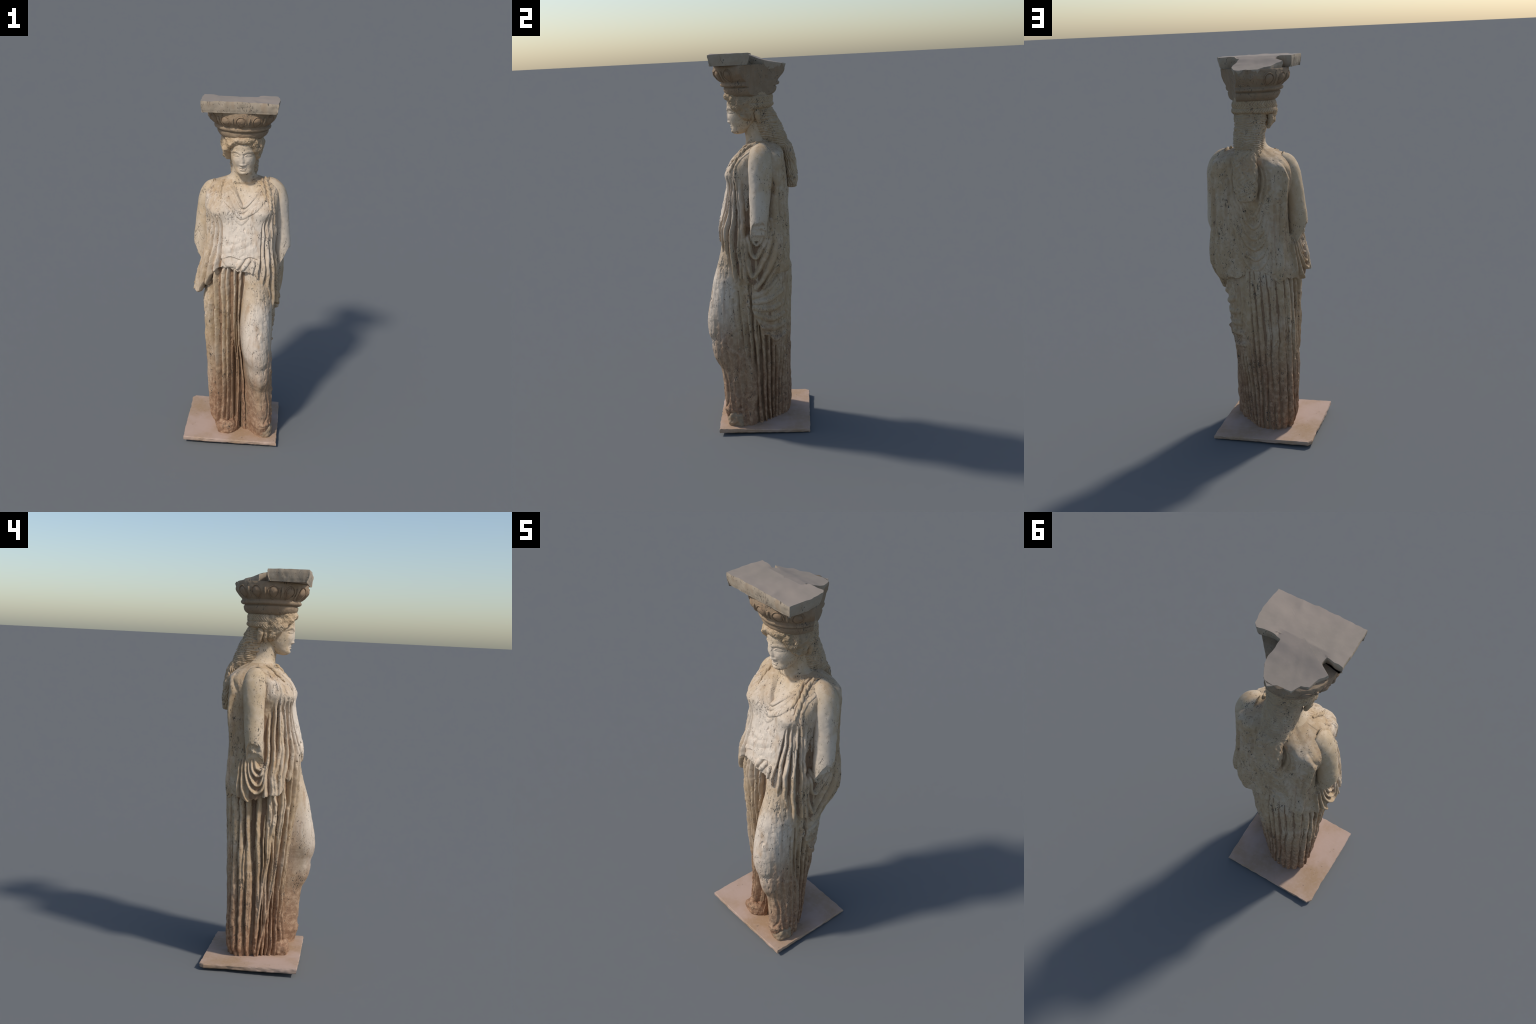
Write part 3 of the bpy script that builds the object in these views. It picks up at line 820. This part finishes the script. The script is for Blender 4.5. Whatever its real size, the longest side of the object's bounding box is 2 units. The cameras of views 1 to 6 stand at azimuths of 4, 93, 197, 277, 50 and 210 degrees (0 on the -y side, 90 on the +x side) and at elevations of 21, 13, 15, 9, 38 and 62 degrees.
def split_surface(V, labels, names, mats, parent):
    """one smooth surface cut into named regions; border vertices coincide, normals are the whole surface's"""
    r, c = V.shape[:2]
    F = quads(r, c)
    whole = raw_mesh('whole', V, F)
    nv = len(whole.vertices)
    N = np.zeros(nv * 3, np.float32)
    whole.vertices.foreach_get('normal', N)
    N = N.reshape(-1, 3)
    lab = labels.ravel()[F].max(1)
    lab4 = labels.ravel()[F]
    groove = (lab4 == 3).all(1)
    lab[lab == 3] = 0
    P = V.reshape(-1, 3)
    obs = []
    for i, nm in enumerate(names):
        f = F[lab == i]
        if len(f) == 0:
            continue
        used, inv = np.unique(f, return_inverse=True)
        me = raw_mesh(nm, P[used], inv.reshape(-1, 4))
        obs.append(add(nm, me, mats[i], parent))
        if i == 0:
            me.materials.append(M_GROOVE)
            me.polygons.foreach_set('material_index', groove[lab == i].astype(np.int32))
        me.normals_split_custom_set_from_vertices([tuple(map(float, q)) for q in N[used]])
    bpy.data.meshes.remove(whole)
    return obs


thd = np.degrees(np.broadcast_to(TH1, ZF.shape))
lab = np.zeros(ZF.shape, int)
lab[SK > 0.4] = 1
lab[(ZF > 1.515) & (np.abs(thd) < 40)] = 1
lab[ZF > 1.545] = 2
V_TORSO = V
BH = np.concatenate([np.ones((4, NTH)), _FRONT['BH'] + 0.3 * vnoise(V[4:, :, 0] * 60, V[4:, :, 1] * 60, V[4:, :, 2] * 14)], 0)
wgt = np.concatenate([np.zeros((4, NTH)), _FRONT['BW']], 0)
lab[(lab == 0) & (BH < .20) & (wgt > .016) & (np.abs(thd) < 104) & (ZF < 1.25 + 0.09 * vnoise(thd * .35, ZF * 8, ZF * 0))] = 3
split_surface(V, lab, ['bodice', 'chest', 'neck'], [M_DRAPE, M_SKIN, M_SKIN], root)

# ------------------------------------------------------------------ arms


def tube(path, radii, n=48, m=60, squash=None):
    """loft of ellipses along a smooth path; radii [(rx, ry)]"""
    P = np.array(bez(path, m))
    k = len(P)
    rr = np.array(bez(radii, m))
    T = np.gradient(P, axis=0)
    T /= np.linalg.norm(T, axis=1)[:, None]
    ref = np.array([1.0, 0, 0])
    A = ref - T * (T @ ref)[:, None]
    A /= np.linalg.norm(A, axis=1)[:, None]
    B = np.cross(T, A)
    a = np.linspace(0, 2 * math.pi, n, endpoint=False)
    V = P[:, None] + A[:, None] * (rr[:, 0:1] * np.cos(a))[..., None] + B[:, None] * (rr[:, 1:2] * np.sin(a))[..., None]
    return V, a


def arm(path, radii, pt, nrm):
    V, a = tube(path, radii, 72, 90)
    X, Y, Zz = V[..., 0], V[..., 1], V[..., 2]
    c = V.mean(1, keepdims=True)
    d = V - c
    V = V + d / np.linalg.norm(d, axis=2)[..., None] * (0.0018 * fbm(X, Y, Zz, 22, 3))[..., None]
    me = raw_mesh('arm', V, quads(*V.shape[:2]))
    bm = bmesh.new()
    bm.from_mesh(me)
    g = bm.verts[:] + bm.edges[:] + bm.faces[:]
    res = bmesh.ops.bisect_plane(bm, geom=g, plane_co=pt, plane_no=nrm, clear_outer=True)
    nn = Vector(nrm).normalized()
    loop = [v for v in res['geom_cut'] if isinstance(v, bmesh.types.BMVert)]
    cen = sum((v.co for v in loop), Vector()) / len(loop)
    e1 = nn.orthogonal().normalized()
    e2 = nn.cross(e1)
    loop.sort(key=lambda v: math.atan2((v.co - cen).dot(e2), (v.co - cen).dot(e1)))
    ring = loop
    rings = 9
    for q in range(1, rings):
        f = 1 - q / rings
        new = []
        for v in loop:
            p = cen + (v.co - cen) * f
            p = p + nn * (0.014 * mnoise.fractal(p * 34, 1.0, 2.0, 4) * min(1, q / 2) - 0.003 * (1 - f))
            new.append(bm.verts.new(p))
        for i in range(len(loop)):
            j = (i + 1) % len(loop)
            bm.faces.new((ring[i], ring[j], new[j], new[i])).material_index = 1
        ring = new
    bm.faces.new(ring).material_index = 1
    bt = [e for e in bm.edges if e.is_boundary]
    bmesh.ops.holes_fill(bm, edges=bt, sides=0)
    bmesh.ops.recalc_face_normals(bm, faces=bm.faces)
    bm.to_mesh(me)
    bm.free()
    ob = add('arm', me, M_SKIN, root)
    me.materials.append(M_BREAK)
    me.set_sharp_from_angle(angle=math.radians(35))
    return ob


arm([(-.12, .055, 1.47), (-.150, .058, 1.475), (-.178, .06, 1.43), (-.190, .056, 1.35), (-.197, .05, 1.26), (-.202, .045, 1.17), (-.198, .035, 1.05)],
    [(.025, .035), (.042, .052), (.048, .058), (.047, .054), (.048, .050), (.053, .046), (.05, .042)],
    (-.236, .04, 1.135), (-.90, -0.05, -.43))
arm([(.13, .06, 1.50), (.170, .062, 1.498), (.208, .064, 1.445), (.221, .06, 1.35), (.228, .052, 1.26), (.235, .045, 1.17), (.232, .035, 1.05)],
    [(.025, .035), (.044, .055), (.052, .062), (.052, .058), (.052, .053), (.054, .047), (.05, .042)],
    (.268, .03, 1.13), (.90, -0.02, -.44))

# ------------------------------------------------------------------ head
HC = dict(
    cx=[(1.58, .026), (1.65, .022), (1.72, .018), (1.80, .016)],
    a=[(1.584, .006), (1.588, .022), (1.594, .033), (1.605, .043), (1.625, .053), (1.65, .063), (1.68, .0685), (1.71, .071), (1.75, .071), (1.80, .064)],
    yf=[(1.584, -.058), (1.588, -.074), (1.594, -.083), (1.605, -.087), (1.625, -.088), (1.65, -.096), (1.68, -.101), (1.71, -.105), (1.74, -.105), (1.77, -.10), (1.80, -.09)],
    yb=[(1.584, -.05), (1.588, -.028), (1.594, -.012), (1.605, .0), (1.625, .025), (1.65, .06), (1.68, .09), (1.80, .10)])
zh = np.concatenate([np.linspace(1.584, 1.60, 24), np.linspace(1.6008, 1.80, 250)])
TH, Z = np.meshgrid(np.linspace(-math.pi, math.pi, 520, endpoint=False), zh)
k = {q: key(Z, v) for q, v in HC.items()}
cy = np.minimum(0.0, 0.5 * (k['yf'] + k['yb']))
R = superr(TH, k['a'], k['a'], cy - k['yf'], k['yb'] - cy, 2.25)
x = k['cx'] + R * np.sin(TH)
xx = x - k['cx']
fr_ = (np.cos(TH) > 0)


def g2(x0, z0, sx, sz):
    return np.exp(-((xx - x0) / sx) ** 2 - ((Z - z0) / sz) ** 2)


face = 0
for sgn in (-1, 1):
    face = face - 0.0090 * g2(sgn * .035, 1.7015, .022, .011)       # eye sockets
    ball = 1 - ((xx - sgn * .0345) / .0165) ** 2 - ((Z - 1.7005) / .0068) ** 2
    face = face + 0.0062 * np.sqrt(np.clip(ball, 0, 1))
    P = lambda *q: bez([(sgn * a, b) for a, b in q], 18)
    face = face + strokes(xx, Z, [(P((.017, 1.6985), (.034, 1.7085), (.053, 1.698)), .0036, .0020, 1)])     # upper lid
    face = face + strokes(xx, Z, [(P((.018, 1.6975), (.034, 1.6930), (.051, 1.697)), .0030, .0016, 1)])     # lower lid
    face = face + strokes(xx, Z, [(P((.010, 1.712), (.032, 1.7205), (.060, 1.712)), .011, .0028, 1.5)])    # brow
    face = face + 0.0035 * g2(sgn * .036, 1.668, .019, .018)         # cheeks
    face = face - 0.0035 * g2(sgn * .025, 1.636, .009, .016)
    face = face + 0.003 * g2(sgn * .0125, 1.6475, .006, .0055)
face = face + strokes(xx, Z, [(bez([(0, 1.722), (0, 1.69), (-.001, 1.65)], 12), [.010 + .005 * i / 12 for i in range(13)], [.001 + .0085 * i / 12 for i in range(13)], 1.3)])
face = face + 0.003 * g2(0, 1.649, .011, .006) - 0.003 * g2(.008, 1.657, .006, .008)
face = face + strokes(xx, Z, [(bez([(-.015, 1.6260), (-.005, 1.6300), (.005, 1.6300), (.015, 1.6260)], 12), .0055, .0036, 1.3),
                              (bez([(-.010, 1.620), (0, 1.6185), (.010, 1.620)], 12), .0062, .0040, 1.3)])
face = face - strokes(xx, Z, [(bez([(-.017, 1.6240), (0, 1.6252), (.017, 1.6240)], 12), .0026, .0036, 1), ([(-.0125, 1.626), (-.010, 1.6255)], .0042, .006, 1)])
face = face - 0.0025 * g2(0, 1.6095, .014, .0035) + 0.0042 * g2(0, 1.600, .014, .0075)
face = face * 0.95
R = R + face * fr_
y = cy - R * np.cos(TH)
R = R + 0.0009 * fbm(x, y, Z, 40, 3)
V = np.stack([k['cx'] + R * np.sin(TH), cy - R * np.cos(TH), Z], -1)
head = grid_obj('head', V, M_SKIN, root, cap=(True, True))

# ------------------------------------------------------------------ hair
hx, hy = .0085, .012
zr = np.linspace(1.64, 1.805, 170)
TH, Z = np.meshgrid(np.linspace(-math.pi, math.pi, 640, endpoint=False), zr)
deg = np.degrees(TH)
S = TH * .115
xl = key(Z, [(1.64, .085), (1.66, .098), (1.70, .108), (1.735, .113), (1.77, .108), (1.79, .10), (1.805, .094)])
yf = key(Z, [(1.64, .10), (1.70, .115), (1.74, .119), (1.76, .125), (1.78, .126), (1.795, .122), (1.805, .112)])
yb = key(Z, [(1.64, .105), (1.70, .108), (1.72, .118), (1.745, .121), (1.76, .117), (1.78, .119), (1.795, .116), (1.805, .112)])
R = superr(TH, xl, xl, yf, yb, 2.15)
ad = np.abs(deg)
zb = np.interp(ad, [0, 14, 28, 38, 48, 60, 70, 78, 92, 100, 112, 180], [1.752, 1.7495, 1.738, 1.722, 1.70, 1.677, 1.662, 1.655, 1.656, 1.668, 1.705, 1.712])
zb = zb + 0.0035 * np.sin(ad * .42) * (ad < 80)
braid = smooth(88, 100, ad)
# wavy strands swept from the parting to the temples
run = S * np.sign(deg) * 0.8
warp = vnoise(S * 26, Z * 24, Z * 0 + 2)
wav = 0.0065 * np.sin(ad * (.23 + .03 * np.sin(Z * 70)) + 2.6 * warp) + 0.006 * vnoise(S * 18, Z * 30, Z * 0 + 9)
ph = (Z + wav - 0.03 * smooth(0, 90, ad)) / (.0165 + .002 * np.sin(S * 40))
strand = np.abs(np.sin(math.pi * ph)) ** 0.8
strand = strand * (0.65 + 0.35 * vnoise(S * 50, Z * 30, Z * 0 + 4))
curl = fbm(np.sin(TH) * .12, np.cos(TH) * .12, Z, 60, 3)
blobs = vnoise(S * 36 + 3, Z * 40, Z * 0 + 6)
lumps = vnoise(S * 21 + 5, Z * 24, Z * 0 + 1)
wave = 0.0052 * strand + 0.0035 * curl + 0.006 * blobs + 0.0085 * lumps + 0.001
# two herringbone plaits round the back of the head
def plait(zc, hw, dirn):
    t = (Z - zc) / hw
    body = np.sqrt(np.clip(1 - t * t, 0, 1))
    chev = np.abs(np.sin(math.pi * (S * dirn * np.sign(deg + 1e-6) + np.abs(Z - zc) * 0.9) / .0135)) ** .6
    return body * (0.006 + 0.005 * chev)
pl = np.maximum(plait(1.727, .019, 1), plait(1.7645, .020, 1))
pl = np.maximum(pl, 0.6 * plait(1.796, .014, -1))
rel = wave * (1 - braid) + pl * braid - 0.004
R = R + rel
# the hair rises from the hairline in a soft roll
sl = np.gradient(zb[0], S[0, 1] - S[0, 0])
sl = np.clip(np.convolve(sl, np.ones(15) / 15, 'same'), -2.5, 2.5)
dist = (Z - zb) / np.sqrt(1 + sl[None] ** 2)
Rin = superr(TH, .070, .076, .112, .06, 2.25) - 0.008
q = np.clip((dist + .003) / (.020 + .006 * braid), 0, 1)
R = Rin + (R - Rin) * np.sqrt(1 - (1 - q) ** 2.4)
R = R - 0.03 * smooth(0.002, 0.010, -dist)
V = np.stack([hx + R * np.sin(TH), hy - R * np.cos(TH), Z], -1)
hair = grid_obj('hair', V, M_HAIR, root, cap=(True, True))


def hair_mass(name, path, radii, amp, freq, n=120, m=160, box=2.0, twist=0.0, parent=root, along=False):
    P = np.array(bez(path, m))
    rr = np.array(bez(radii, m))
    a = np.linspace(0, 2 * math.pi, n, endpoint=False)
    ca, sa = np.cos(a), np.sin(a)
    rad = (np.abs(ca) ** box + np.abs(sa) ** box) ** (-1 / box)
    k = len(P)
    t = np.linspace(0, 1, k)[:, None]
    X = P[:, 0:1] + rr[:, 0:1] * rad * ca
    Y = P[:, 1:2] + rr[:, 1:2] * rad * sa
    Zz = np.repeat(P[:, 2:3], n, 1)
    L = np.linalg.norm(np.diff(P, axis=0), axis=1).sum()
    w = np.sin(freq * 2 * math.pi * t * L / .03 + 3.2 * vnoise(X * 26, Y * 26, Zz * 22) + 1.3 * np.sin(a * 3 + Zz * 60) + twist * a)
    if along:
        w = np.sin(a * 8 + 1.6 * np.sin(Zz * 95 + a) + 2.0 * vnoise(X * 30, Y * 30, Zz * 25))
    d = amp * (np.abs(w) ** .7 - .5) + amp * .8 * fbm(X, Y, Zz, 60, 2)
    endf = np.sqrt(np.clip(1 - np.clip((t - .96) / .04, 0, 1) ** 2 * .8, 0, 1))
    X = P[:, 0:1] + (X - P[:, 0:1] + d * ca) * endf
    Y = P[:, 1:2] + (Y - P[:, 1:2] + d * sa) * endf
    return grid_obj(name, np.stack([X, Y, Zz], -1), M_HAIR, parent, cap=(True, True))


hair_mass('loose_hair', [(.012, .06, 1.725), (.014, .085, 1.67), (.016, .108, 1.61), (.016, .125, 1.56), (.014, .14, 1.52), (.014, .15, 1.49)],
          [(.078, .062), (.078, .066), (.075, .07), (.07, .072), (.062, .07), (.056, .06)], .0055, 1.5, box=2.4)
hair_mass('hair_tail', [(.014, .165, 1.555), (.014, .188, 1.52), (.013, .203, 1.47), (.012, .213, 1.40), (.011, .217, 1.345), (.011, .214, 1.293)],
          [(.052, .028), (.055, .030), (.060, .030), (.061, .029), (.057, .028), (.040, .022)], .0045, .8, box=2.8, along=True)
for sx, cx in ((-1, -.083), (1, .093)):
    hair_mass('ear_lock', [(cx, .055, 1.712), (cx + .002 * sx, .054, 1.69), (cx - .004 * sx, .058, 1.665), (cx - .01 * sx, .062, 1.64)],
              [(.013, .012), (.015, .016), (.013, .014), (.006, .006)], .002, .5, 40, 50, twist=3)
    hair_mass('ear_lock', [(cx - .004 * sx, .03, 1.70), (cx - .002 * sx, .027, 1.685), (cx - .008 * sx, .03, 1.662), (cx - .014 * sx, .026, 1.645)],
              [(.010, .010), (.013, .012), (.012, .010), (.005, .006)], .002, .5, 40, 50, twist=3)


SURF = V_TORSO[4:][(V_TORSO[4:][..., 1] < CY - 0.0)]


def rope_lock(path, rad, turns):
    # lay the lock on the cloth: keep x and z, take y from the bodice
    path = [(x, SURF[np.argmin((SURF[:, 0] - x) ** 2 + (SURF[:, 2] - z) ** 2), 1] - rad * .25, z) for x, z in path]
    V, a = tube(path, [(rad * .7, rad * .7), (rad, rad), (rad * 1.05, rad), (rad * .9, rad * .9), (rad * .5, rad * .5)], 48, 100)
    c = V.mean(1, keepdims=True)
    t = np.linspace(0, 1, V.shape[0])[:, None]
    s = 0.72 + 0.42 * np.abs(np.sin(a[None] + turns * 2 * math.pi * t))
    return grid_obj('hair_lock', c + (V - c) * s[..., None], M_HAIR, root, cap=(True, True))


rope_lock([(.138, 1.545), (.150, 1.52), (.162, 1.49), (.173, 1.45), (.180, 1.405)], .0105, 3.2)
rope_lock([(.120, 1.54), (.125, 1.525), (.133, 1.505), (.142, 1.478), (.148, 1.455)], .0095, 2.0)
rope_lock([(-.088, 1.53), (-.094, 1.515), (-.098, 1.50), (-.098, 1.475), (-.092, 1.455)], .008, 2.0)

# ------------------------------------------------------------------ capital
ecx, ecy = .012, .02
prof = [(1.776, .095), (1.782, .112), (1.79, .124), (1.80, .132), (1.812, .137), (1.82, .138), (1.8235, .134), (1.826, .1325), (1.829, .143), (1.834, .151), (1.842, .153), (1.848, .149), (1.852, .147),
        (1.858, .153), (1.868, .164), (1.88, .174), (1.895, .1815), (1.91, .184), (1.925, .184), (1.936, .182)]
ze = np.linspace(1.776, 1.936, 110)
TH, Z = np.meshgrid(np.linspace(-math.pi, math.pi, 480, endpoint=False), ze)
R = key(Z, prof)
xd, yd = np.sin(TH), -np.cos(TH)


def cut(nx, ny, d, slope):
    den = nx * xd + ny * yd
    dd = d - (nx * ecx + ny * ecy) - slope * (1.92 - Z)
    return np.where(den > 0.05, dd / np.maximum(den, .05), 9.0)


rc = np.maximum(cut(.735, .677, .132, .10), cut(.92, .385, .119, .05))
deg = np.degrees(TH)
R = np.minimum(R, np.where((deg > 70) & (deg < 178), rc, 9))
bt = smooth(120, 150, ad_ := np.abs(deg)) * (deg > 100) + smooth(125, 160, -deg) * (deg < 0)
R = R - bt * 0.005 * (1 + fbm(np.sin(TH) * .2, np.cos(TH) * .2, Z, 30, 3)) * smooth(1.85, 1.87, Z)
X0, Y0 = ecx + R * xd, ecy + R * yd
R = R + 0.0016 * fbm(X0, Y0, Z, 35, 3)
echinus = grid_obj('echinus', np.stack([ecx + R * xd, ecy + R * yd, Z], -1), M_BELL, root, cap=(True, True))

# egg and dart moulding


def egg_mesh():
    """oval boss in a raised rim: local x across, z up, y outward"""
    n, m = 40, 26
    a = np.linspace(0, 2 * math.pi, n, endpoint=False)
    tt = np.linspace(0, 1, m)
    rows = []
    for t in tt:
        if t < .62:
            q = t / .62
            w, dep = math.sin(q * math.pi / 2), -0.003 + 0.0115 * math.cos(q * math.pi / 2)
            f = w * .80
        else:
            q = (t - .62) / .38
            f = .80 + q * .27
            dep = -0.005 + 0.0095 * math.sin(min(1, q * 1.05) * math.pi) ** .8
        z = np.sin(a) * .0335 * f + .004
        taper = 1 - 0.30 * np.clip(-np.sin(a), 0, 1) ** 1.3
        x = np.cos(a) * .0258 * f * taper
        rows.append(np.stack([x, np.full(n, dep), z], -1))
    return np.array(rows)


E0 = egg_mesh()


def dart_mesh():
    V, a = tube([(0, 0, .026), (0, .001, .012), (0, .001, -.006), (0, 0, -.024)], [(.0055, .007), (.0058, .007), (.0045, .006), (.0012, .003)], 16, 24)
    return V


D0 = dart_mesh()
slope = math.radians(38)
step = 27.2
for i, d in enumerate(np.arange(-137, 84, step)):
    th = math.radians(d + 2.0)
    for nm, mesh0, dth, zc, rr in (('egg_boss', E0, 0.0, 1.8815, .1665), ('dart', D0, step / 2, 1.883, .1675)):
        if nm == 'dart' and d + step / 2 > 72:
            continue
        t2 = th + math.radians(dth)
        lx, ly, lz = mesh0[..., 0], mesh0[..., 1], mesh0[..., 2]
        # the boss follows the flare of the bell
        zz = zc + lz
        rad = key(zz, prof) + ly
        ph_ = t2 + lx / rr
        W = np.stack([ecx + rad * np.sin(ph_), ecy - rad * np.cos(ph_), zz], -1)
        W = W + 0.0012 * fbm(W[..., 0], W[..., 1], W[..., 2], 50, 2)[..., None]
        if (W[..., 0].max() > .172 and W[..., 1].max() > .05) or W[..., 0].max() > .185:
            continue
        grid_obj(nm, W, M_EGG if nm == 'egg_boss' else M_BELL, echinus, cap=(True, True))

# abacus slab; its back third has split away down to a sloping bed


def bed_top(x, y):
    x, y = np.asarray(x, float), np.asarray(y, float)
    z = np.interp(y, [-.2, -.01, .035, .075, .11, .15, .2, .23], [1.998, 1.994, 1.982, 1.965, 1.953, 1.944, 1.934, 1.930])
    wing = smooth(.088, .10, x) + smooth(.115, .135, -x) * (1 - smooth(.024, .032, y))
    z = z + (1.994 - z) * np.clip(wing, 0, 1)
    return z + 0.0022 * fbm(x, y, x * 0, 16, 2)


slab('abacus', [(-.192, -.182), (-.05, -.181), (.207, -.173), (.212, -.06), (.197, .018), (.18, .036), (.12, .026), (.078, .03), (.079, .06), (.087, .10), (.083, .132), (.054, .184), (.024, .212),
                (-.011, .19), (-.072, .185), (-.093, .15), (-.123, .14), (-.14, .095), (-.165, .064), (-.135, .052), (-.118, .036), (-.124, .012), (-.16, .02), (-.198, .022), (-.199, -.08)],
     bed_top, lambda x, y: np.interp(np.asarray(y, float), [.035, .05], [1.9365, 1.905]),
     0.012, M_CAP, M_TOP, root, 0.005, 0.002, 0.003, 1)

# ------------------------------------------------------------------ feet at the hem


def lump(name, c, r, mat, amp=.006, sc=30, boxy=2.4, tiltx=0.0):
    n, m = 64, 48
    u = np.linspace(0, 2 * math.pi, n, endpoint=False)[None]
    v = np.linspace(-math.pi / 2, math.pi / 2, m)[:, None]
    dx, dy, dz = np.cos(v) * np.cos(u), np.cos(v) * np.sin(u), np.sin(v) + 0 * u
    s = (np.abs(dx) ** boxy + np.abs(dy) ** boxy + np.abs(dz) ** boxy) ** (-1 / boxy)
    X, Y, Z = c[0] + r[0] * dx * s, c[1] + r[1] * dy * s, c[2] + r[2] * dz * s
    q = amp * fbm(X, Y, Z, sc, 3)
    X, Y, Z = X + q * dx, Y + q * dy, Z + q * dz
    Z = np.maximum(Z, 0.02)
    return grid_obj(name, np.stack([X, Y, Z], -1), mat, root)


lump('foot', (-.036, -.128, .064), (.050, .036, .046), M_SKIRT, .010, 26, 3.0)
lump('foot', (.187, -.132, .070), (.042, .050, .050), M_BELL, .008, 30, 2.8)

# every part keeps the common origin so that the stone pattern runs on across joints
